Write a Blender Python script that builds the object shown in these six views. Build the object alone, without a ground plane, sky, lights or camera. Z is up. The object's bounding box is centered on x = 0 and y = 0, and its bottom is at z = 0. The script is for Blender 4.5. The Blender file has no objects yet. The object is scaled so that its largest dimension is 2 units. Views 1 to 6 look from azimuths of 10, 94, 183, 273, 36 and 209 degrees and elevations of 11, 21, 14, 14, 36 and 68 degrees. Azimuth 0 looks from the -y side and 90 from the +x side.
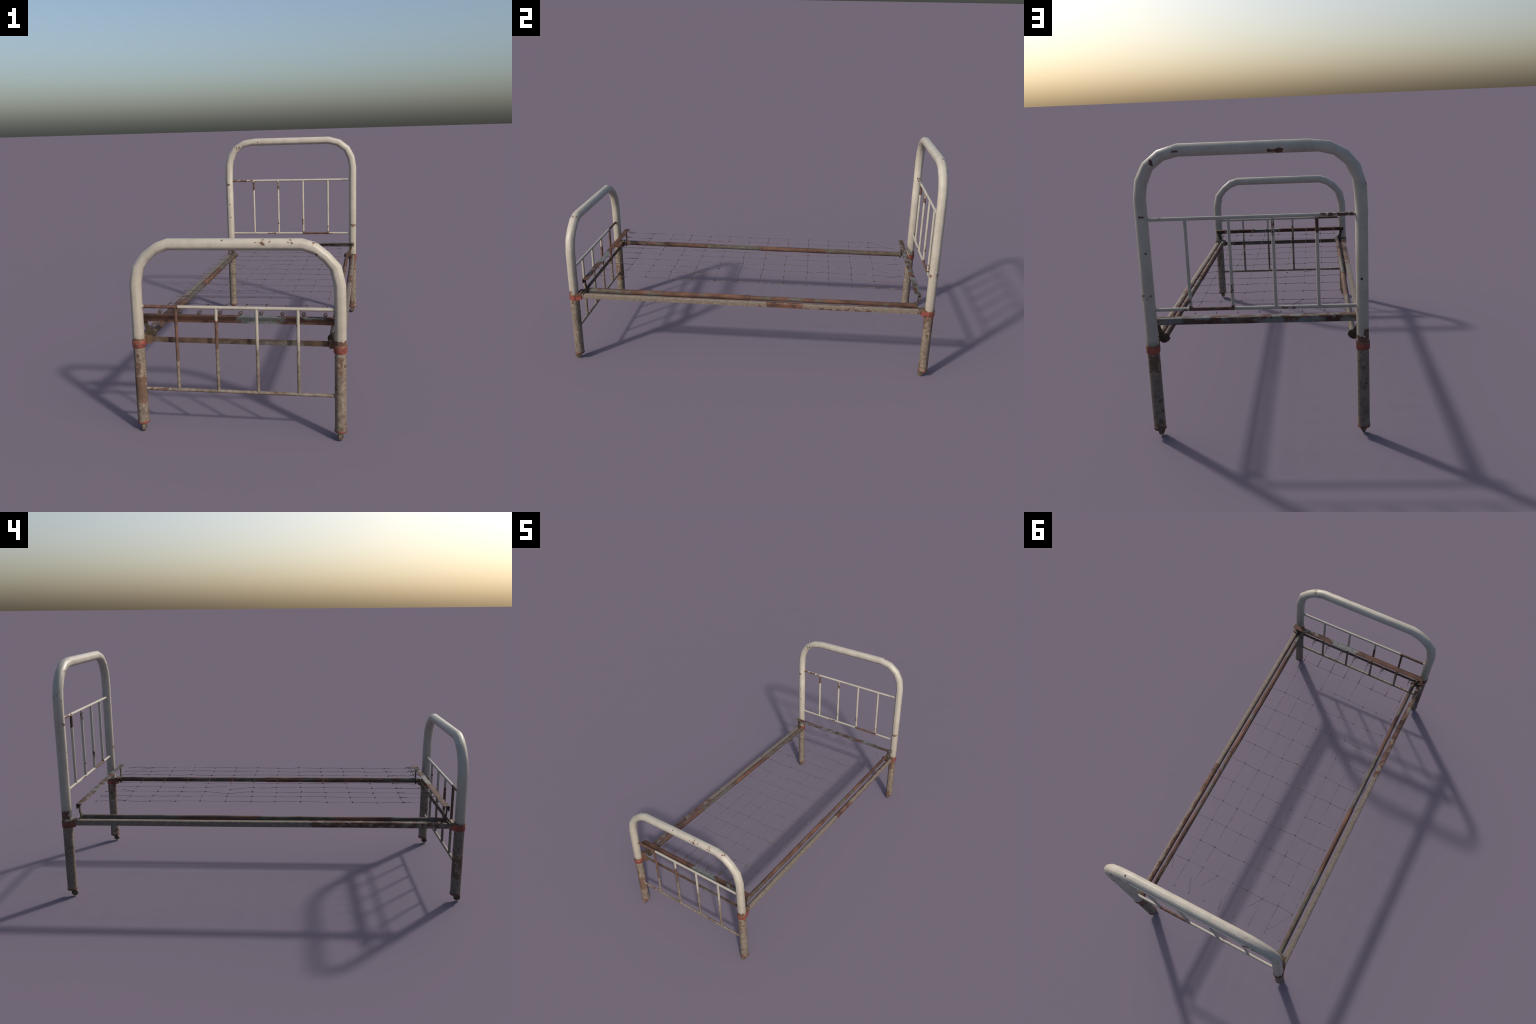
"""Old iron bed frame: two arched tube ends on casters, angle-iron side rails,
telescoping inner tubes, raised end angles on brackets and a thin wire spring."""
import bpy, bmesh, math, random
from mathutils import Vector

rng = random.Random(11)
FOOT_Y, HEAD_Y, POST_X = -0.9725, 0.9720, 0.4225
POST_R = 0.0237
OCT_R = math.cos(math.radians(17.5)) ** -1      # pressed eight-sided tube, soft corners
COLLAR_Z0, COLLAR_Z1 = 0.3725, 0.4060

# ------------------------------------------------------------------ node helper
class Nodes:
    def __init__(self, name):
        self.mat = bpy.data.materials.new(name)
        self.mat.use_nodes = True
        self.t = self.mat.node_tree
        self.t.nodes.clear()
        self.out = self.t.nodes.new("ShaderNodeOutputMaterial")
        self.bsdf = self.t.nodes.new("ShaderNodeBsdfPrincipled")
        self.t.links.new(self.bsdf.outputs[0], self.out.inputs[0])
        self.pos = self.t.nodes.new("ShaderNodeNewGeometry").outputs["Position"]

    def put(self, sock, v):
        if isinstance(v, bpy.types.NodeSocket):
            self.t.links.new(v, sock)
        else:
            sock.default_value = v

    def m(self, op, a, b=0.0, c=0.0, clamp=False):
        n = self.t.nodes.new("ShaderNodeMath"); n.operation = op; n.use_clamp = clamp
        for i, v in enumerate((a, b, c)):
            self.put(n.inputs[i], v)
        return n.outputs[0]

    def v(self, op, a, b=(0, 0, 0)):
        n = self.t.nodes.new("ShaderNodeVectorMath"); n.operation = op
        self.put(n.inputs[0], a); self.put(n.inputs[1], b)
        return n.outputs[0]

    def xyz(self, vec):
        n = self.t.nodes.new("ShaderNodeSeparateXYZ"); self.put(n.inputs[0], vec)
        return n.outputs

    def noise(self, scale, detail=3.0, vec=None, rough=0.55, colour=False):
        n = self.t.nodes.new("ShaderNodeTexNoise")
        self.put(n.inputs["Vector"], vec if vec is not None else self.pos)
        n.inputs["Scale"].default_value = scale
        n.inputs["Detail"].default_value = detail
        n.inputs["Roughness"].default_value = rough
        return n.outputs["Color" if colour else "Fac"]

    def step(self, x, lo, hi):
        n = self.t.nodes.new("ShaderNodeMapRange"); n.interpolation_type = "SMOOTHSTEP"
        self.put(n.inputs["Value"], x)
        self.put(n.inputs["From Min"], lo); self.put(n.inputs["From Max"], hi)
        return n.outputs[0]

    def ramp(self, x, stops):
        n = self.t.nodes.new("ShaderNodeValToRGB"); self.put(n.inputs[0], x)
        e = n.color_ramp.elements
        while len(e) < len(stops):
            e.new(0.5)
        for k, (p, c) in enumerate(stops):
            e[k].position = p; e[k].color = (*c, 1)
        return n.outputs[0]

    def mix(self, f, a, b, mode="MIX"):
        n = self.t.nodes.new("ShaderNodeMix"); n.data_type = "RGBA"; n.blend_type = mode
        self.put(n.inputs[0], f)
        for s, v in ((n.inputs[6], a), (n.inputs[7], b)):
            self.put(s, (*v, 1) if isinstance(v, tuple) else v)
        return n.outputs[2]

    def boxes(self, vec, items):
        """Soft 0..1 field of worn regions: (x range, y range, z range, strength, softness)."""
        field = None
        for bx, by, bz, strength, soft in items:
            c = [(r[0] + r[1]) / 2 for r in (bx, by, bz)]
            h = [abs(r[1] - r[0]) / 2 for r in (bx, by, bz)]
            d = self.v("SUBTRACT", tuple(h), self.v("ABSOLUTE", self.v("SUBTRACT", vec, tuple(c))))
            s = self.xyz(d)
            q = self.m("MINIMUM", self.m("MINIMUM", s[0], s[1]), s[2])
            q = self.m("MULTIPLY", self.m("MULTIPLY_ADD", q, 1 / soft, 0.5, clamp=True), strength)
            field = q if field is None else self.m("MAXIMUM", field, q)
        return field

    def warp(self, scale, amount):
        n = self.v("SUBTRACT", self.noise(scale, 3, colour=True), (0.5, 0.5, 0.5))
        return self.v("ADD", self.pos, self.v("MULTIPLY", n, (amount,) * 3))

    def finish(self, colour, rough, bump_from=None, bump=0.2, dist=0.002, metallic=0.0, spec=0.18):
        self.bsdf.inputs["Specular IOR Level"].default_value = spec
        self.put(self.bsdf.inputs["Base Color"], colour)
        self.put(self.bsdf.inputs["Roughness"], rough)
        self.put(self.bsdf.inputs["Metallic"], metallic)
        if bump_from is not None:
            b = self.t.nodes.new("ShaderNodeBump")
            b.inputs["Strength"].default_value = bump
            b.inputs["Distance"].default_value = dist
            self.put(b.inputs["Height"], bump_from)
            self.t.links.new(b.outputs[0], self.bsdf.inputs["Normal"])
        return self.mat


RUST = [(0.25, (0.042, 0.024, 0.019)), (0.45, (0.078, 0.042, 0.031)),
        (0.62, (0.122, 0.061, 0.042)), (0.80, (0.165, 0.086, 0.056))]
BROWN = [(0.25, (0.034, 0.025, 0.019)), (0.45, (0.062, 0.042, 0.030)),
         (0.62, (0.092, 0.058, 0.041)), (0.80, (0.125, 0.074, 0.050))]
ANY = (-9, 9)

# worn places of the painted tubes; (x, y, z, strength, softness)
FY, HY = (-1.1, -0.93), (0.93, 1.1)
FOOT_ARCH_WEAR = [
    ((-0.450, -0.395), FY, (0.125, 0.245), 0.90, 0.05),      # left foot post
    ((-0.450, -0.395), FY, (0.235, 0.325), 0.60, 0.06),
    ((0.395, 0.450), FY, (0.270, 0.372), 0.50, 0.05),        # right foot post
    ((0.395, 0.450), FY, (0.120, 0.250), 0.30, 0.05),
    ((0.395, 0.450), (-1.1, -0.972), (0.396, 0.425), 0.8, 0.02),
    ((-0.450, -0.395), (-1.1, -0.955), (0.396, 0.412), 0.8, 0.02),
    ((0.21, 0.245), (-1.1, -0.97), (0.815, 0.84), 0.50, 0.02),      # chips on the foot arch
    ((0.31, 0.34), (-1.1, -0.95), (0.805, 0.83), 0.47, 0.02),
    ((0.07, 0.16), (-1.1, -0.97), (0.80, 0.84), 0.42, 0.03),
]
FOOT_BAR_WEAR = [
    ((-0.392, -0.247), FY, (0.538, 0.558), 1.0, 0.012),      # foot top bar, rusted end
    ((-0.268, -0.242), FY, (0.315, 0.545), 1.0, 0.012),      # first foot spindle
    ((-0.100, -0.070), FY, (0.370, 0.496), 0.85, 0.03),      # second foot spindle
    ((-0.400, -0.300), FY, (0.170, 0.200), 0.75, 0.05),      # foot lower bar ends
    ((0.090, 0.225), FY, (0.170, 0.196), 0.62, 0.05),
]
HEAD_ARCH_WEAR = [
    ((0.395, 0.450), HY, (0.285, 0.372), 0.80, 0.05),        # right head post under collar
    ((0.395, 0.450), HY, (0.03, 0.085), 0.60, 0.05),
    ((-0.450, -0.400), (0.975, 1.1), (0.396, 0.432), 0.95, 0.02),   # left head post above collar
    ((-0.450, -0.426), (0.955, 1.1), (0.42, 0.462), 0.95, 0.03),
    ((-0.135, -0.075), (0.985, 1.1), (1.155, 1.174), 0.95, 0.012),  # chips on the head arch
    ((0.238, 0.282), (0.985, 1.1), (1.168, 1.180), 0.62, 0.016),
    ((0.352, 0.372), (0.985, 1.1), (1.125, 1.152), 0.80, 0.012),
    ((-0.375, -0.335), (0.93, 0.96), (1.120, 1.160), 0.50, 0.02),
    ((-0.300, -0.265), (0.95, 1.1), (1.188, 1.21), 0.52, 0.02),
    ((0.408, 0.430), (0.985, 1.1), (0.925, 0.936), 0.75, 0.01),
    ((-0.445, -0.400), (0.93, 0.96), (0.880, 0.905), 0.48, 0.02),
    ((0.400, 0.450), (0.93, 1.0), (0.590, 0.625), 0.50, 0.02),
    ((-0.450, -0.425), (0.93, 1.0), (1.000, 1.070), 0.46, 0.03),
]
HEAD_BAR_WEAR = [
    ((-0.392, -0.292), HY, (0.905, 0.928), 0.80, 0.03),      # head top bar
    ((-0.292, -0.245), HY, (0.905, 0.928), 0.62, 0.03),
    ((0.078, 0.096), HY, (0.610, 0.655), 0.60, 0.02),        # flakes on the head spindles
    ((0.248, 0.264), HY, (0.575, 0.605), 0.62, 0.02),
    ((0.340, 0.392), HY, (0.905, 0.928), 0.62, 0.03),
    ((-0.265, -0.238), HY, (0.848, 0.910), 0.95, 0.03),      # head spindles, top ends
    ((-0.095, -0.068), HY, (0.842, 0.910), 0.72, 0.04),
    ((0.082, 0.262), HY, (0.53, 0.565), 1.0, 0.010),        # head lower bar
    ((0.262, 0.290), HY, (0.538, 0.562), 0.60, 0.02),
    ((-0.165, -0.100), HY, (0.538, 0.562), 0.55, 0.02),
]


def painted_tube_material(name, wear):
    n = Nodes(name)
    wp = n.warp(45, 0.018)
    broad = n.noise(7, 3)
    fine = n.noise(55, 4, rough=0.6)
    specks = n.noise(130, 3)
    z = n.xyz(n.pos)[2]
    dirt = n.step(n.m("ADD", z, n.m("MULTIPLY", n.m("SUBTRACT", fine, 0.5), 0.05)), 0.445, 0.355)
    # one wear field decides where paint is gone
    f = n.boxes(wp, wear)
    f = n.m("MAXIMUM", f, n.m("MULTIPLY_ADD", dirt, 0.145, 0.120))
    f = n.m("ADD", f, n.m("MULTIPLY", n.m("SUBTRACT", fine, 0.5), 1.15))
    f = n.m("ADD", f, n.m("MULTIPLY", n.m("SUBTRACT", broad, 0.5), 0.45))
    f = n.m("ADD", f, n.m("MULTIPLY", n.m("SUBTRACT", specks, 0.5), 0.30))
    gone = n.step(f, 0.46, 0.53)
    vo = n.t.nodes.new("ShaderNodeTexVoronoi"); vo.inputs["Scale"].default_value = 24
    n.put(vo.inputs["Vector"], n.warp(160, 0.006))
    pick = n.xyz(vo.outputs["Color"])
    size = n.m("MULTIPLY", n.step(n.m("ADD", pick[0], n.m("MULTIPLY", dirt, 0.28)), 0.66, 1.0), n.m("MULTIPLY_ADD", dirt, 0.07, 0.16))
    dots = n.step(n.m("SUBTRACT", vo.outputs["Distance"], size), 0.0, -0.03)
    vs = n.t.nodes.new("ShaderNodeTexVoronoi"); vs.inputs["Scale"].default_value = 55
    n.put(vs.inputs["Vector"], n.warp(220, 0.004))
    flecks = n.m("MULTIPLY", n.step(n.xyz(vs.outputs["Color"])[0], 0.72, 1.0), n.m("MULTIPLY_ADD", dirt, 0.16, 0.10))
    dots = n.m("MAXIMUM", dots, n.step(n.m("SUBTRACT", vs.outputs["Distance"], flecks), 0.0, -0.05))
    gone = n.m("MAXIMUM", gone, dots)
    halo = n.step(f, 0.34, 0.48)
    # cream enamel with faint grey and yellow clouds
    cream = n.ramp(n.noise(16, 4), [(0.30, (0.325, 0.298, 0.252)), (0.50, (0.382, 0.352, 0.298)),
                                    (0.70, (0.418, 0.388, 0.332))])
    cream = n.mix(0.30, cream, n.mix(n.step(n.noise(110, 4, rough=0.7), 0.35, 0.65), (0.31, 0.28, 0.235), (0.42, 0.39, 0.335)))
    cream = n.mix(n.step(z, 0.85, 0.42), cream, n.mix(0.24, cream, (0.16, 0.13, 0.10)))
    streak = n.noise(30, 3, vec=n.v("MULTIPLY", n.pos, (1, 1, 0.2)))
    cream = n.mix(n.m("MULTIPLY", n.step(streak, 0.55, 0.75), 0.35), cream, (0.28, 0.26, 0.22))
    grime = n.ramp(n.m("MULTIPLY_ADD", broad, 0.35, n.m("MULTIPLY", n.noise(70, 5, rough=0.66), 0.65)), [(0.34, (0.072, 0.054, 0.041)), (0.45, (0.130, 0.103, 0.080)),
                                              (0.55, (0.182, 0.151, 0.120)), (0.67, (0.280, 0.240, 0.195))])
    p = n.xyz(n.pos)                        # leg colour darkened on the +y and -x sides, shade away from the sun
    shade = n.m("MAXIMUM", n.step(p[1], 0.968, 0.986), n.step(p[0], -0.424, -0.440))
    grime = n.mix(n.m("MULTIPLY", shade, 0.32), grime, (0.075, 0.062, 0.052))
    col = n.mix(dirt, cream, grime)
    col = n.mix(n.m("MULTIPLY", halo, 0.30), col, (0.30, 0.19, 0.13))
    rust = n.ramp(n.noise(38, 4), RUST)
    rust = n.mix(n.m("MULTIPLY", dots, 0.6), rust, (0.060, 0.030, 0.023))
    rust = n.mix(n.m("MULTIPLY", dirt, 0.55), rust, (0.115, 0.078, 0.056))
    col = n.mix(gone, col, rust)
    rough = n.m("MULTIPLY_ADD", gone, 0.35, n.m("MULTIPLY_ADD", dirt, 0.15, 0.42))
    h = n.m("SUBTRACT", n.m("MULTIPLY", fine, 0.3), gone)
    return n.finish(col, rough, h, 0.25, 0.0012, spec=0.35)


def rusty_metal_material(name, stretch, grey, bias, wear, tint=1.0, scale=9, stops=RUST):
    """Bare steel: long stripes of old grey paint, brown scale and orange rust."""
    n = Nodes(name)
    sp = n.v("MULTIPLY", n.pos, stretch)
    stripes = n.noise(scale, 4, vec=sp, rough=0.6)
    blotch = n.noise(26, 4, vec=n.v("MULTIPLY", n.pos, tuple((1 + s) / 2 for s in stretch)))
    fine = n.noise(90, 3)
    f = n.m("MULTIPLY_ADD", n.m("SUBTRACT", stripes, 0.5), 1.5, bias)
    f = n.m("ADD", f, n.m("MULTIPLY", n.m("SUBTRACT", blotch, 0.5), 1.1))
    if wear:
        f = n.m("ADD", f, n.boxes(n.warp(30, 0.03), wear))
    rustf = n.step(f, 0.42, 0.56)
    g = n.ramp(fine, [(0.3, tuple(c * 0.7 for c in grey)), (0.7, tuple(c * 1.2 for c in grey))])
    brown = n.ramp(blotch, [(0.3, (0.046, 0.034, 0.026)), (0.7, (0.105, 0.080, 0.061))])
    g = n.mix(n.step(n.noise(14, 3, vec=sp), 0.45, 0.58), g, brown)
    rust = n.ramp(n.noise(30, 4, vec=sp), [(p, tuple(c * tint for c in q)) for p, q in stops])
    col = n.mix(rustf, g, rust)
    return n.finish(col, n.m("MULTIPLY_ADD", rustf, 0.2, 0.55), n.m("SUBTRACT", fine, rustf), 0.25, 0.001)


def rail_material():
    """Outer side rails: dirty beige paint with rust that creeps up from the lower edge."""
    n = Nodes("dirty_beige_rail_paint")
    sp = n.v("MULTIPLY", n.pos, (1, 0.35, 1))
    fine = n.noise(48, 4, vec=n.v("MULTIPLY", n.pos, (1, 0.6, 1)), rough=0.6)
    broad = n.noise(6, 2, vec=sp)
    x = n.xyz(n.pos)
    wear = [((0.40, 0.46), (0.09, 0.30), (0.37, 0.42), 0.85, 0.05),
            ((0.40, 0.46), (0.02, 0.70), (0.35, 0.412), 0.50, 0.05),
            ((0.40, 0.46), (0.60, 0.80), (0.400, 0.42), 0.52, 0.03),
            ((0.30, 0.428), (0.28, 0.93), ANY, 0.60, 0.012),
            ((-0.60, -0.30), (-0.1, 0.3), ANY, 0.30, 0.1),
            ((0.40, 0.46), (0.885, 0.96), (0.37, 0.42), 0.60, 0.05),
            ((-0.60, -0.30), (-0.75, -0.22), ANY, 0.58, 0.10),
            ((-0.60, -0.30), (-0.96, -0.66), ANY, 0.55, 0.06),
            ((-0.46, -0.40), (0.88, 0.96), (0.37, 0.42), 0.45, 0.06),
            ((0.40, 0.46), (-0.96, -0.90), (0.37, 0.42), 0.45, 0.04)]
    f = n.boxes(n.warp(30, 0.03), wear)
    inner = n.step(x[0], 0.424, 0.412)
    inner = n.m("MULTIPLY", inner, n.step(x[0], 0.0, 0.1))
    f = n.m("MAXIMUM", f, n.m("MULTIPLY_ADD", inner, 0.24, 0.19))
    f = n.m("ADD", f, n.m("MULTIPLY", n.m("SUBTRACT", fine, 0.5), 1.15))
    f = n.m("ADD", f, n.m("MULTIPLY", n.m("SUBTRACT", broad, 0.5), 0.4))
    gone = n.step(f, 0.46, 0.53)
    paint = n.ramp(n.noise(75, 4, rough=0.62),
                   [(0.30, (0.116, 0.091, 0.073)), (0.50, (0.155, 0.126, 0.102)), (0.70, (0.198, 0.164, 0.134))])
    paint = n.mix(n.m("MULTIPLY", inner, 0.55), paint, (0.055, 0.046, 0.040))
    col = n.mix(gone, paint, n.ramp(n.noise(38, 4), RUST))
    return n.finish(col, 0.62, n.m("SUBTRACT", fine, gone), 0.25, 0.001)


def collar_material():
    n = Nodes("red_collar_paint")
    z = n.xyz(n.pos)[2]
    edge = n.noise(70, 4)
    red = n.ramp(n.noise(30, 3), [(0.35, (0.110, 0.042, 0.033)), (0.5, (0.185, 0.054, 0.041)), (0.66, (0.280, 0.070, 0.052))])
    f = n.m("ADD", n.step(z, 0.385, 0.412), n.m("MULTIPLY", n.m("SUBTRACT", edge, 0.5), 1.6))
    y = n.m("ABSOLUTE", n.xyz(n.pos)[1])
    f = n.m("ADD", f, n.m("MULTIPLY", n.step(y, 0.958, 0.935), 0.25))
    f = n.m("ADD", f, n.m("MULTIPLY", n.step(n.m("ABSOLUTE", n.xyz(n.pos)[0]), 0.402, 0.396), n.step(y, 0.958, 0.953)))
    g = n.m("MULTIPLY", n.step(f, 0.55, 1.0), n.step(z, 0.2, 0.25))
    col = n.mix(g, red, n.ramp(edge, [(0.3, (0.075, 0.045, 0.030)), (0.7, (0.150, 0.090, 0.055))]))
    low = n.m("MULTIPLY", n.step(edge, 0.40, 0.56), n.step(z, 0.25, 0.2))
    col = n.mix(low, col, (0.090, 0.052, 0.038))
    return n.finish(col, 0.5, edge, 0.2, 0.001)


def plain_material(name, stops, scale, rough, metallic=0.0):
    n = Nodes(name)
    e = n.noise(scale, 4)
    return n.finish(n.ramp(e, stops), rough, e, 0.2, 0.001, metallic)


FOOT_ARCH = painted_tube_material("chipped_cream_paint_footboard", FOOT_ARCH_WEAR)
FOOT_BAR = painted_tube_material("chipped_cream_paint_foot_bars", FOOT_BAR_WEAR)
HEAD_ARCH = painted_tube_material("chipped_cream_paint_headboard", HEAD_ARCH_WEAR)
HEAD_BAR = painted_tube_material("chipped_cream_paint_head_bars", HEAD_BAR_WEAR)
RAIL = rail_material()
TUBE = rusty_metal_material("rusty_inner_tube_steel", (1, 0.30, 1), (0.092, 0.084, 0.072), 0.39, [
    ((0.35, 0.42), (-0.48, -0.28), ANY, 0.16, 0.1), ((0.35, 0.42), (-0.20, 0.0), ANY, 0.34, 0.05),
    ((0.35, 0.42), (0.04, 0.47), ANY, -0.24, 0.06), ((0.35, 0.42), (0.50, 0.72), ANY, 0.30, 0.08),
    ((0.35, 0.42), (0.78, 0.95), ANY, 0.35, 0.08), ((-0.42, -0.35), (-0.95, -0.74), ANY, 0.28, 0.08),
    ((-0.42, -0.35), (-0.62, -0.36), ANY, 0.34, 0.06), ((-0.42, -0.35), (0.0, 0.42), ANY, 0.32, 0.05),
    ((-0.42, -0.35), (0.50, 0.95), ANY, -0.15, 0.08)])
HEAD_ANGLE = rusty_metal_material("mottled_head_angle_steel", (0.55, 1, 1), (0.145, 0.148, 0.142), 0.44, [], 0.95, 17)
FOOT_ANGLE = rusty_metal_material("mottled_foot_angle_steel", (0.45, 1, 1), (0.120, 0.126, 0.122), 0.44, [
    ((-0.45, 0.0), ANY, ANY, 0.42, 0.08), ((0.02, 0.19), ANY, ANY, -0.42, 0.05), ((0.30, 0.405), ANY, (0.4915, 0.55), -0.50, 0.006), ((0.27, 0.43), ANY, (0.40, 0.491), 0.45, 0.01),
    ((0.19, 0.26), ANY, ANY, 0.3, 0.04), ((0.36, 0.42), ANY, ANY, 0.25, 0.03)], 0.80)
STRIP = rusty_metal_material("brown_strip_steel", (0.4, 1, 1), (0.105, 0.095, 0.082), 0.42, [
    ((-0.37, -0.15), ANY, ANY, 0.2, 0.06), ((-0.13, 0.06), ANY, ANY, -0.35, 0.04), ((0.24, 0.40), ANY, ANY, 0.25, 0.06)], 1.12, 9, BROWN)
COLLAR = collar_material()
BRACKET = plain_material("dark_scaled_bracket_iron", [(0.3, (0.034, 0.027, 0.020)), (0.55, (0.062, 0.048, 0.035)), (0.75, (0.100, 0.060, 0.040))], 45, 0.7)
CASTER = plain_material("dark_caster_iron", [(0.3, (0.045, 0.036, 0.028)), (0.7, (0.110, 0.085, 0.062))], 90, 0.6)
WHEEL = plain_material("worn_caster_wheel_iron", [(0.3, (0.070, 0.055, 0.043)), (0.7, (0.150, 0.118, 0.090))], 90, 0.38)
WIRE = plain_material("rusty_spring_wire", [(0.35, (0.045, 0.034, 0.028)), (0.55, (0.130, 0.100, 0.080)), (0.68, (0.24, 0.20, 0.165))], 30, 0.6)
RIVET = plain_material("pale_rivet_steel", [(0.3, (0.20, 0.17, 0.16)), (0.7, (0.30, 0.26, 0.25))], 90, 0.5)
CROSS = plain_material("dark_cross_wire", [(0.35, (0.035, 0.027, 0.023)), (0.6, (0.075, 0.058, 0.047))], 30, 0.7)
HOOK = plain_material("dark_hook_wire", [(0.3, (0.030, 0.024, 0.020)), (0.7, (0.105, 0.080, 0.060))], 80, 0.6)

# ------------------------------------------------------------------ mesh helpers
root = bpy.data.objects.new("iron_bed_frame", None)
root["label"] = "old white tubular iron bed frame with rust and wire spring"
root["category"] = "bed frame"
bpy.context.scene.collection.objects.link(root)


def add(name, mesh, mat=None, parent=root, smooth=None, loc=None):
    ob = bpy.data.objects.new(name, mesh)
    if mat is not None and not mesh.materials:
        mesh.materials.append(mat)
    bpy.context.scene.collection.objects.link(ob)
    ob.parent = parent
    if loc:
        ob.location = loc
    return ob


def to_mesh(bm, name, smooth_angle=None):
    bmesh.ops.recalc_face_normals(bm, faces=bm.faces[:])
    me = bpy.data.meshes.new(name)
    if smooth_angle:
        lim = math.radians(smooth_angle)
        for f in bm.faces:
            f.smooth = True
        for e in bm.edges:
            e.smooth = not (len(e.link_faces) == 2 and e.calc_face_angle(0) > lim)
    bm.to_mesh(me); bm.free()
    return me


def loft(bm, rings, closed_ring=True, caps=True):
    vs = [[bm.verts.new(p) for p in r] for r in rings]
    k = len(vs[0])
    for a, b in zip(vs, vs[1:]):
        for i in range(k if closed_ring else k - 1):
            j = (i + 1) % k
            bm.faces.new((a[i], a[j], b[j], b[i]))
    if caps:
        bm.faces.new(vs[0][::-1]); bm.faces.new(vs[-1])


def tube(bm, pts, r, sides=8, caps=True, phase=0.0):
    """Round tube along a polyline; r is a number or one radius per point."""
    pts = [Vector(p) for p in pts]
    rad = r if isinstance(r, (list, tuple)) else [r] * len(pts)
    up = Vector((0.31, 0.17, 0.93))
    rings = []
    for i, p in enumerate(pts):
        t = (pts[min(i + 1, len(pts) - 1)] - pts[max(i - 1, 0)]).normalized()
        u = (up - t * up.dot(t)).normalized() if abs(up.dot(t)) < 0.98 else t.orthogonal().normalized()
        w = t.cross(u)
        rings.append([p + (u * math.cos(a) + w * math.sin(a)) * rad[i]
                      for a in (phase + 2 * math.pi * k / sides for k in range(sides))])
        up = u
    loft(bm, rings, caps=caps)


def prism(bm, poly, thick, axis_y):
    """Plate: outline in x,z with a y given per point by axis_y(x, z), thickness along y."""
    for s in (0,):
        a = [bm.verts.new((x, axis_y(x, z) - thick / 2, z)) for x, z in poly]
        b = [bm.verts.new((x, axis_y(x, z) + thick / 2, z)) for x, z in poly]
        k = len(poly)
        bm.faces.new(a); bm.faces.new(b[::-1])
        for i in range(k):
            j = (i + 1) % k
            bm.faces.new((a[j], a[i], b[i], b[j]))


def box(bm, lo, hi):
    r = [[(x, y, z) for x, z in ((lo[0], lo[2]), (hi[0], lo[2]), (hi[0], hi[2]), (lo[0], hi[2]))]
         for y in (lo[1], hi[1])]
    loft(bm, r)


# ------------------------------------------------------------------ arched ends
def arch(name, y, bend_left, bend_right, jog):
    """Tube bent from post to post. Each bend is a list of (outer, inner) points in x,z."""
    posts = lambda s, z, o=0.0: ((s * (POST_X + POST_R) + o, z), (s * (POST_X - POST_R) + o, z))
    pairs = [posts(-1, 0.037)]
    for z in (0.12, 0.25, 0.37, 0.50, 0.60):
        pairs.append(posts(-1, z, rng.uniform(-0.0006, 0.0006)))
    if jog:
        pairs += [posts(-1, jog - 0.003), posts(-1, jog, -0.0018)]
    pairs += bend_left
    pairs += bend_right[::-1]
    for z in (0.60, 0.50, 0.37, 0.25, 0.12):
        pairs.append(posts(1, z, rng.uniform(-0.0006, 0.0006)))
    pairs.append(posts(1, 0.037))
    rings = []
    for (ox, oz), (ix, iz) in pairs:
        c = Vector(((ox + ix) / 2, y, (oz + iz) / 2))
        u = Vector(((ox - ix) / 2, 0, (oz - iz) / 2))
        w = Vector((0, POST_R, 0))
        rings.append([c + (u * math.cos(a) + w * math.sin(a)) * OCT_R
                      for a in (math.radians(45 * k + 22.5 + d) for k in range(8) for d in (-5.0, 5.0))])
    bm = bmesh.new(); loft(bm, rings)
    return add(name, to_mesh(bm, name, 75), HEAD_ARCH if y > 0 else FOOT_ARCH)


head = arch("headboard", HEAD_Y,
            [((-0.4435, 1.030), (-0.3950, 1.010)), ((-0.4205, 1.104), (-0.3905, 1.050)), ((-0.376, 1.157), (-0.364, 1.106)),
             ((-0.309, 1.193), (-0.3215, 1.141)), ((-0.230, 1.2025), (-0.266, 1.155))],
            [((0.4465, 0.998), (0.3990, 1.000)), ((0.4345, 1.073), (0.391, 1.049)), ((0.400, 1.136), (0.365, 1.106)),
             ((0.341, 1.182), (0.319, 1.141)), ((0.266, 1.203), (0.264, 1.155))], 0.913)
foot = arch("footboard", FOOT_Y,
            [((-0.4455, 0.650), (-0.3970, 0.650)), ((-0.4300, 0.722), (-0.382, 0.714)), ((-0.384, 0.779), (-0.355, 0.746)),
             ((-0.327, 0.819), (-0.322, 0.772)), ((-0.277, 0.836), (-0.274, 0.789))],
            [((0.4455, 0.650), (0.3970, 0.650)), ((0.4270, 0.728), (0.382, 0.711)), ((0.381, 0.780), (0.357, 0.744)),
             ((0.332, 0.819), (0.321, 0.772)), ((0.276, 0.836), (0.274, 0.789))], None)


def bars(parent, y, z_top, z_low, xs, paint):
    me_bar = None
    for z in (z_top, z_low):
        bm = bmesh.new()
        tube(bm, [(-POST_X + 0.012, 0, 0), (-0.13, 0, 0), (0.13, 0, 0), (POST_X - 0.012, 0, 0)], 0.0073, 10)
        if me_bar is None:
            me_bar = to_mesh(bm, "crossbar", 60)
        else:
            bm.free()
        add("crossbar", me_bar, paint, parent, loc=(0, y, z))
    bm = bmesh.new()
    h = z_top - z_low
    tube(bm, [(0, 0, 0.002), (0, 0, h * 0.5), (0, 0, h - 0.002)], 0.0070, 10)
    me = to_mesh(bm, "spindle", 60)
    for x in xs:
        add("spindle", me, paint, parent, loc=(x, y, z_low))


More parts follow.
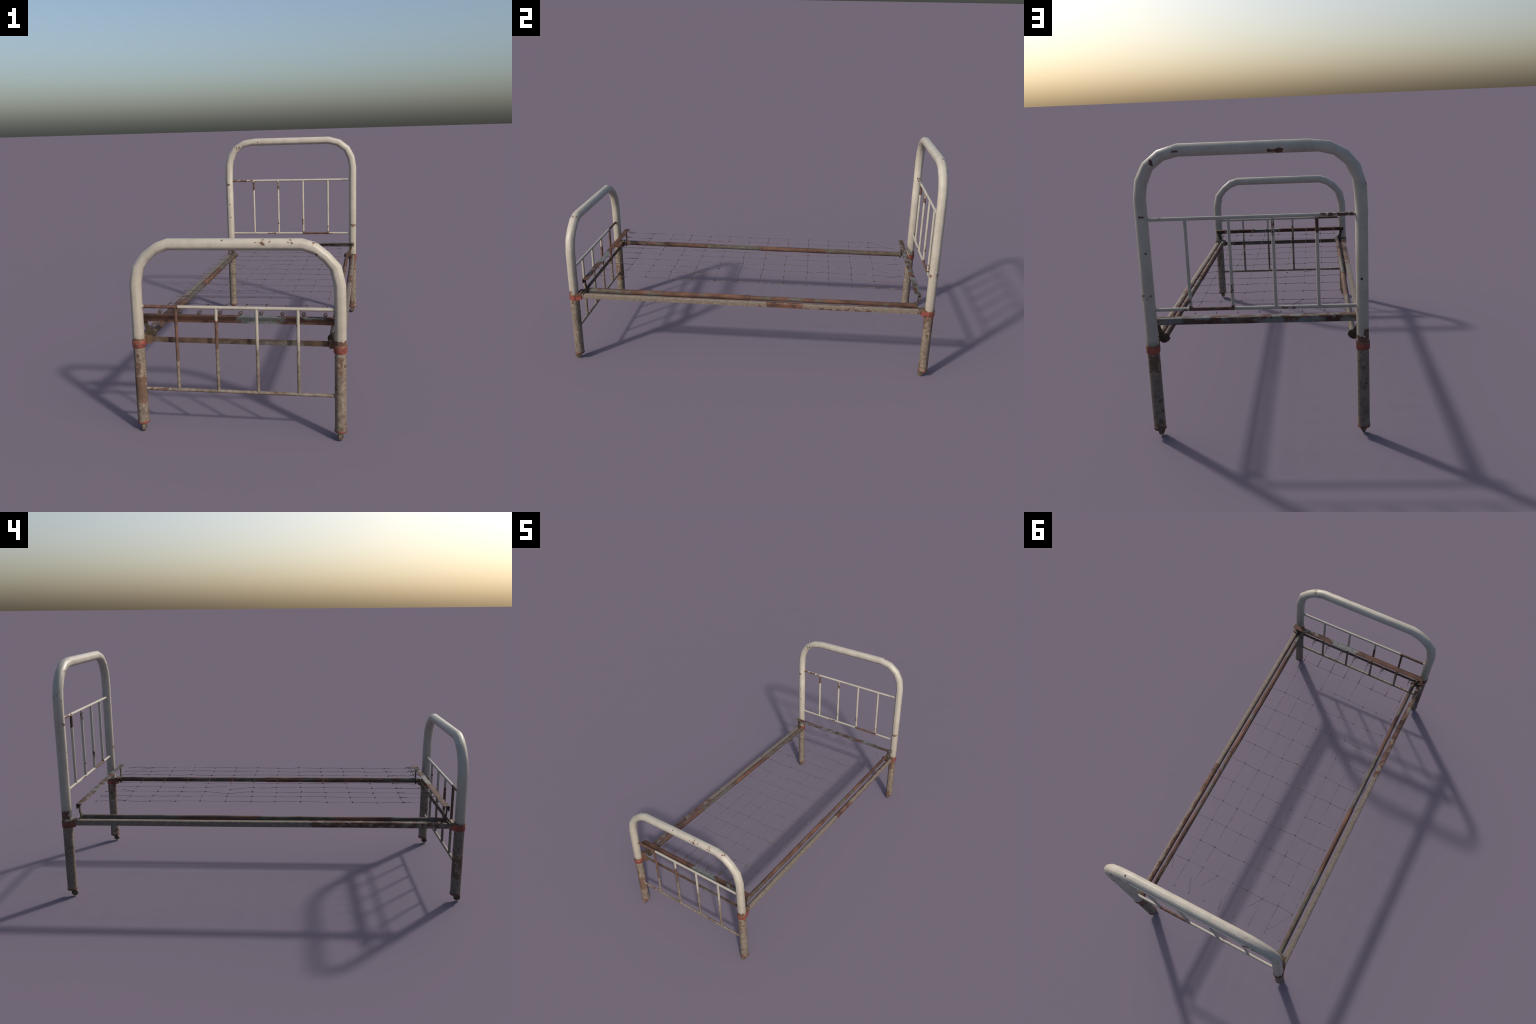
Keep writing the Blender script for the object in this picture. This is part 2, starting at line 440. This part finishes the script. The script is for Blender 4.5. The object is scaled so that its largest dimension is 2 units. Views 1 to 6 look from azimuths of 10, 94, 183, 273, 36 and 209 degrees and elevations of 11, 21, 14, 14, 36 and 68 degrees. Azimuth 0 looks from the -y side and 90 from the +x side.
bars(head, HEAD_Y, 0.9165, 0.5515, (-0.2525, -0.083, 0.087, 0.256), HEAD_BAR)
bars(foot, FOOT_Y, 0.5490, 0.1870, (-0.256, -0.085, 0.084, 0.253), FOOT_BAR)


# ------------------------------------------------------------------ collars and foot caps
def ring_rows(rows, sides=12, phase=0.0):
    """Lathe: rows of (radius, z) into rings round the z axis."""
    return [[(r * math.cos(a), r * math.sin(a), z) for a in (phase + 2 * math.pi * k / sides for k in range(sides))]
            for r, z in rows]


def collar(sx, y, sy):
    """Clamp round the post with a socket (towards the bed) that takes the side rail."""
    bm = bmesh.new()
    ro, ri = 0.0283, 0.0250
    rows = [(ri, COLLAR_Z0 + .004), (ro - 0.0012, COLLAR_Z0), (ro, COLLAR_Z0 + 0.003), (ro + 0.0005, COLLAR_Z1 - 0.002), (ro - 0.001, COLLAR_Z1), (ri, COLLAR_Z1 - 0.001)]
    rings = ring_rows(rows, 10, math.radians(18))
    loft(bm, rings + rings[:1], caps=False)
    # socket: narrows from the clamp to the rail end
    f = -sy                                  # towards the bed
    r1 = [(0.402, 0.016, COLLAR_Z0 + 0.001), (0.4465, 0.016, COLLAR_Z0 + 0.001), (0.4465, 0.016, COLLAR_Z1), (0.402, 0.016, COLLAR_Z1)]
    r2 = [(0.406, 0.034, 0.3745), (0.4425, 0.034, 0.3745), (0.4425, 0.034, 0.4125), (0.406, 0.034, 0.4135)]
    r3 = [(0.404, 0.043, 0.3755), (0.4405, 0.043, 0.3755), (0.4405, 0.043, 0.4145), (0.404, 0.043, 0.4155)]
    rr = [[(sx * (x - POST_X), f * d, z) for x, d, z in r] for r in (r1, r2, r3)]
    loft(bm, rr)
    if y < 0:                                # block that holds the cross strip at the foot
        d0, d1 = 0.020, 0.0405
        a = [(0.376, d0), (0.406, d0), (0.406, d1), (0.376, d1)]
        loft(bm, [[(sx * (x - POST_X), f * d, z + dz) for x, d in a] for z, dz in ((0.3800, 0), (0.4125, 0))])
    add("collar", to_mesh(bm, "collar", 40), COLLAR, head if y > 0 else foot, loc=(sx * POST_X, y, 0))
    bm = bmesh.new()
    tube(bm, [(0, sy * 0.0255, 0.392), (0, sy * 0.0278, 0.392), (0, sy * 0.0281, 0.392)], [0.0019, 0.0019, 0.0010], 8)
    add("rivet", to_mesh(bm, "rivet", 40), RIVET, head if y > 0 else foot, loc=(sx * (POST_X - 0.003), y, 0))


def foot_cap_mesh():
    bm = bmesh.new()
    rows = [(0.009, 0.0330), (0.0235, 0.0325), (0.0262, 0.0340), (0.0270, 0.0410), (0.0263, 0.0425), (0.0251, 0.0425), (0.0246, 0.0375), (0.0090, 0.0365)]
    loft(bm, ring_rows(rows, 12, 0.2))
    for v in bm.verts:
        if v.co.z > 0.0405:
            v.co.z += 0.0025 * math.sin(3 * math.atan2(v.co.y, v.co.x) + 0.8)
    return to_mesh(bm, "foot_cap", 45)


def caster_meshes():
    bm = bmesh.new()
    for s in (-1, 1):                        # fork cheeks
        rows = []
        for x in (s * 0.0078, s * 0.0100):
            rows.append([(x, -0.0100, 0.0355), (x, -0.0205, 0.0260), (x, -0.0190, 0.0110), (x, -0.0100, 0.0075),
                         (x, -0.0015, 0.0130), (x, 0.0075, 0.0355)])
        loft(bm, rows)
        tube(bm, [(s * 0.0090, -0.0110, 0.0168), (s * 0.0120, -0.0110, 0.0168)], 0.0045, 8)
    tube(bm, [(0, 0, 0.0305), (0, 0, 0.0355)], 0.0125, 10)
    fork = to_mesh(bm, "caster", 40)
    bm = bmesh.new()
    prof = [(0.004, -0.0064), (0.0135, -0.0070), (0.0162, -0.0062), (0.0168, 0.0), (0.0162, 0.0062), (0.0135, 0.0070), (0.004, 0.0064)]
    loft(bm, [[(x, r * math.cos(a), r * math.sin(a)) for a in (2 * math.pi * k / 20 for k in range(20))] for r, x in prof])
    return fork, to_mesh(bm, "wheel", 40)


cap_me = foot_cap_mesh()
fork_me, wheel_me = caster_meshes()
for y, sy in ((FOOT_Y, -1), (HEAD_Y, 1)):
    for sx in (-1, 1):
        collar(sx, y, sy)
        c = add("foot_cap", cap_me, COLLAR, head if y > 0 else foot, loc=(sx * POST_X, y, 0))
        c.rotation_euler = (0, 0, rng.uniform(0, 6))
        f = add("caster", fork_me, CASTER, loc=(sx * POST_X, y, 0))
        f.rotation_euler = (0, 0, math.radians({(-1, -1): 16, (1, -1): -4, (-1, 1): 3, (1, 1): -10}[(sx, sy)]))
        add("wheel", wheel_me, WHEEL, f, loc=(0, -0.0110, 0.0168))


# ------------------------------------------------------------------ side rails
def angle_section(sx):
    """Outer rail cross-section (x, z): tall outer face, top flange turned inward."""
    p = [(0.4352, 0.3838), (0.4378, 0.3838), (0.4386, 0.404), (0.4374, 0.4088), (0.4340, 0.4105)]
    if sx > 0:
        p += [(0.4200, 0.4098), (0.4120, 0.4068), (0.4085, 0.4010), (0.4108, 0.4005), (0.4138, 0.4045), (0.4205, 0.4070), (0.4330, 0.4078)]
    else:
        p += [(0.4200, 0.4106), (0.4098, 0.4100), (0.4098, 0.4072), (0.4200, 0.4078), (0.4260, 0.4079), (0.4330, 0.4078)]
    p += [(0.4356, 0.4040)]
    return [(sx * x, z) for x, z in p]


for sx in (1, -1):
    sec = angle_section(sx)
    bm = bmesh.new()
    ys = [-0.9310 + 1.862 * i / 24 for i in range(25)]
    loft(bm, [[(x + sx * 0.0007 * math.sin(3.1 * y + sx), y, z + 0.0006 * math.sin(5 * y + 2 * sx)) for x, z in sec] for y in ys])
    add("side_rail", to_mesh(bm, "side_rail", 50 if sx > 0 else 32), RAIL)

TX, TZ, R_BIG, R_SMALL = 0.3860, 0.4108, 0.0138, 0.0119
for sx in (1, -1):
    for half in (-1, 1):
        big = (half < 0) == (sx > 0)
        r = R_BIG if big else R_SMALL
        bm = bmesh.new()
        y0, y1 = (0.003, 0.905) if big else (-0.03, 0.905)
        pts = [(sx * TX, half * (y0 + (y1 - y0) * i / 8), TZ + 0.0008 * math.sin(4 * i)) for i in range(9)]
        tube(bm, pts, r, 12)
        if big:                              # rolled lip of the sleeve
            tube(bm, [(sx * TX, half * 0.0005, TZ), (sx * TX, half * 0.004, TZ)], r + 0.0004, 12)
        for v in bm.verts:                   # flattened to an oval, taller than wide
            v.co.x = sx * TX + (v.co.x - sx * TX) * 0.95
            v.co.z = TZ + (v.co.z - TZ) * 1.09
        add("inner_tube", to_mesh(bm, "inner_tube", 50), TUBE)


# ------------------------------------------------------------------ end angles, cross strip, brackets
def end_angle(name, sy, mat, x0, x1):
    yo, yi, zt, zb, t = 0.9180, 0.8875, 0.4945, 0.4680, 0.0026
    sec = [(yo, zb), (yo + 0.0012, zt - 0.004), (yo, zt - 0.0012), (yo - 0.0015, zt), (yi, zt), (yi, zt - t), (yo - t - 0.002, zt - t), (yo - t, zt - t - 0.002), (yo - t, zb)]
    bm = bmesh.new()
    k = 20
    loft(bm, [[(x0 + (x1 - x0) * i / k, sy * (y + 0.0006 * math.sin(i * 1.3)), z + 0.0004 * math.sin(i * 0.9)) for y, z in sec] for i in range(k + 1)])
    add(name, to_mesh(bm, name, 40), mat)


end_angle("head_angle_bar", 1, HEAD_ANGLE, -0.4320, 0.4330)
end_angle("foot_angle_bar", -1, FOOT_ANGLE, -0.4285, 0.4290)

bm = bmesh.new()
box(bm, (-0.380, -0.9362, 0.3825), (0.380, -0.9333, 0.4065))
bmesh.ops.bevel(bm, geom=bm.edges[:], offset=0.0006, segments=1, affect="EDGES")
add("cross_strip", to_mesh(bm, "cross_strip", 30), STRIP)


def bracket(sx, sy):
    """Flat iron arm: round boss on the tube end, arm up to the angle bar, tongue out to the rail."""
    def yy(x, z):                            # upper arm upright, tongue kicked out towards the post
        lean = 0.0025 * min(1, max(0, (z - 0.430) / 0.02))
        tongue = 0.0105 * min(1, max(0, (x - 0.408) / 0.022)) * (1 if z < 0.428 else 0)
        return sy * (0.9065 + max(lean, tongue))

    def strip(rows):
        """Plate from rows of two edge points (x, z)."""
        bm_rows = []
        for a, b in rows:
            bm_rows.append([(sx * x, yy(x, z) + d, z) for (x, z), d in ((a, -0.0021), (b, -0.0021), (b, 0.0021), (a, 0.0021))])
        loft(bm, bm_rows)
    bm = bmesh.new()
    strip([((z_in, za), (z_out, za)) for za, z_in, z_out in
           ((0.4915, 0.4010, 0.4200), (0.4620, 0.4020, 0.4195), (0.4480, 0.3985, 0.4165), (0.4370, 0.3930, 0.4135), (0.4280, 0.3865, 0.4120), (0.4180, 0.3770, 0.4110))])
    strip([((0.4000, 0.4000), (0.4000, 0.4190)), ((0.4080, 0.3990), (0.4080, 0.4195)), ((0.4170, 0.4005), (0.4170, 0.4175)), ((0.4280, 0.4020), (0.4280, 0.4160)), ((0.4395, 0.4030), (0.4395, 0.4150))])
    n_boss = 16
    boss = [(0.3915 + 0.0205 * math.cos(a), 0.4075 + 0.0200 * math.sin(a)) for a in (2 * math.pi * k / n_boss for k in range(n_boss))]
    loft(bm, [[(sx * x, sy * (0.9065 + d), z) for x, z in boss] for d in (-0.0024, 0.0024)])
    # boss that grips the tube end
    rows = [(0.0130, 0.9000), (0.0160, 0.9000), (0.0185, 0.9025), (0.0195, 0.9055)]
    loft(bm, [[(sx * TX + r * math.cos(a), sy * y, TZ - 0.002 + r * math.sin(a)) for a in (2 * math.pi * k / 14 for k in range(14))] for r, y in rows])
    # ear on the inner side of the boss and a bolt head
    tube(bm, [(sx * 0.3735, sy * 0.903, 0.405), (sx * 0.3690, sy * 0.897, 0.4035)], 0.004, 6)
    tube(bm, [(sx * 0.393, sy * 0.906, 0.407), (sx * 0.393, sy * 0.912, 0.407)], 0.006, 6)
    add("bracket", to_mesh(bm, "bracket", 35), BRACKET)


for sx in (-1, 1):
    for sy in (-1, 1):
        bracket(sx, sy)

# ------------------------------------------------------------------ wire spring
WZ, WR = 0.4925, 0.0010
COLS = [0.356 - 0.0898 * i for i in range(9)]           # 0 is the +x edge
ROWS = [-0.708 + 0.12675 * j for j in range(12)]        # 0 is nearest the foot
spring = bpy.data.objects.new("wire_spring", None)
bpy.context.scene.collection.objects.link(spring)
spring.parent = root

node = {}
for i, x in enumerate(COLS):
    for j, y in enumerate(ROWS):
        node[i, j] = Vector((x + rng.uniform(-.003, .003), y + rng.uniform(-.004, .004), WZ + rng.uniform(-.0025, .0015)))
node[5, 7] = Vector((COLS[5], ROWS[7] - 0.002, WZ - 0.014))     # sagging knots at the tear
node[6, 7] = Vector((COLS[6], ROWS[7] + 0.002, WZ - 0.012))


def sway(a, b, amp, k=4):
    """Slightly wavy wire between two knots."""
    pts = []
    ph, s = rng.uniform(0, 6), rng.uniform(-1, 1)
    for q in range(k):
        t = q / k
        w = math.sin(math.pi * t)
        pts.append(a.lerp(b, t) + Vector((amp * s * w * (abs(b.y - a.y) > 0.05), amp * s * w * (abs(b.x - a.x) > 0.05), amp * w * math.sin(ph))))
    return pts


def wire(paths, name="spring_wire", r=WR, mat=WIRE):
    bm = bmesh.new()
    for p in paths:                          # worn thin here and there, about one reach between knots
        rad = []
        while len(rad) < len(p):
            rad += [r * rng.choice((1.0, 1.05, 0.95, 0.75, 0.45))] * rng.choice((3, 4, 4, 8))
        tube(bm, p, rad[:len(p)], 5)
    return add(name, to_mesh(bm, name, 60), mat, spring)


torn_row = {(4, 7), (5, 7)}                              # segments missing along row 7
torn_col = {(5, 7)}                                      # segment missing along column 5
for i in range(9):
    runs, cur = [], []
    foot_end = Vector((COLS[i], -0.836, WZ - 0.001))
    wire([sway(foot_end, node[i, 0], 0.0012) + [node[i, 0]]], "hook_link", 0.0013, HOOK)
    for j in range(11):
        if (i, j) in torn_col:
            cur.append(node[i, j]); runs.append(cur); cur = []
            tip = node[i, j + 1]
            runs.append([tip, tip + Vector((0.004, -0.055, 0.002)), tip + Vector((0.020, -0.090, -0.002)), tip + Vector((0.018, -0.112, 0.004))][::-1])
            continue
        cur += sway(node[i, j], node[i, j + 1], 0.0022)
    cur += sway(node[i, 11], Vector((COLS[i] + rng.uniform(-.004, .004), 0.834, WZ - 0.002)), 0.002)
    cur.append(Vector((COLS[i], 0.835, WZ - 0.002)))
    runs.append(cur)
    wire(runs)
for j in range(12):
    runs, cur = [], []
    for i in range(8):
        if (i, j) in torn_row:
            if cur:
                cur.append(node[i, j])
                if i == 4:
                    cur.append(node[i, j] + Vector((-0.040, -0.006, -0.006)))
                runs.append(cur); cur = []
            continue
        cur += sway(node[i, j], node[i + 1, j], 0.002)
    if cur:
        cur.append(node[8, j]); runs.append(cur)
    wire(runs, "cross_wire", 0.00085, CROSS)

# broken springs at the head end: loose splayed wires and short tails
loose = [(0, -0.032, 0.07), (3, 0.050, 0.085), (6, 0.052, 0.075)]
for i, dx, dy in loose:
    a = node[i, 11]
    wire([sway(a, a + Vector((dx, dy, -0.004)), 0.002) + [a + Vector((dx, dy, -0.004))]], "loose_wire", 0.0010, HOOK)
for i, dx, dy in ((0, 0.030, -0.085), (2, 0.030, -0.075), (4, 0.012, -0.05)):
    a = Vector((COLS[i], 0.834, WZ - 0.002))
    wire([sway(a, a + Vector((dx, dy, 0.003)), 0.002) + [a + Vector((dx, dy, 0.003))]], "loose_wire", 0.0010, HOOK)
a, b = node[8, 11], Vector((COLS[7] + 0.004, 0.828, WZ - 0.003))
wire([[a, a.lerp(b, 0.6) + Vector((0, 0.008, 0)), b]], "loose_wire", 0.0010, HOOK)

# wrapped knots at the crossings
bm = bmesh.new()
for (i, j), p in node.items():
    k = rng.uniform(0.0020, 0.0030)
    t = Vector((rng.uniform(-.3, .3), 1, rng.uniform(-.9, -.4))).normalized()
    tube(bm, [p - t * 0.0045, p - t * 0.0015, p + t * 0.0015, p + t * 0.0045], [k * 0.4, k, k, k * 0.4], 6)
for x in COLS:
    p = Vector((x, 0.834, WZ - 0.003))
    tube(bm, [p, p + Vector((0, 0.003, 0)), p + Vector((0, 0.006, -0.003))], [0.0016, 0.0028, 0.0012], 6)
for x in COLS:                                           # twisted tails beside the first row
    p = Vector((x, ROWS[0] - 0.004, WZ))
    tube(bm, [p + Vector((0.0022 * math.cos(q), -0.0035 * q, 0.0022 * math.sin(q))) for q in [k * 0.8 for k in range(12)]], 0.0009, 5)
knots = add("wire_knot", to_mesh(bm, "wire_knot", 60), HOOK, spring)
knots["kind"] = "stuff"

# coil hooks on the foot angle bar
bm = bmesh.new()
pts = []
for q in range(41):
    t = q / 40
    a = t * 2 * math.pi * 2.5
    r = 0.0075 * (0.55 + 0.45 * math.sin(math.pi * t))
    pts.append((r * math.cos(a), -t * 0.030, r * math.sin(a) + 0.003))
tube(bm, [(0, 0.014, 0)] + pts + [(0.002, -0.036, 0.0040), (0.002, -0.046, 0.0035)], 0.0016, 6)
hook_me = to_mesh(bm, "coil_hook", 60)
for x in COLS:
    h = add("coil_hook", hook_me, HOOK, spring, loc=(x, -0.844, WZ))
    h.rotation_euler = (rng.uniform(-.08, .08), rng.uniform(-.4, .4), rng.uniform(-.12, .12))
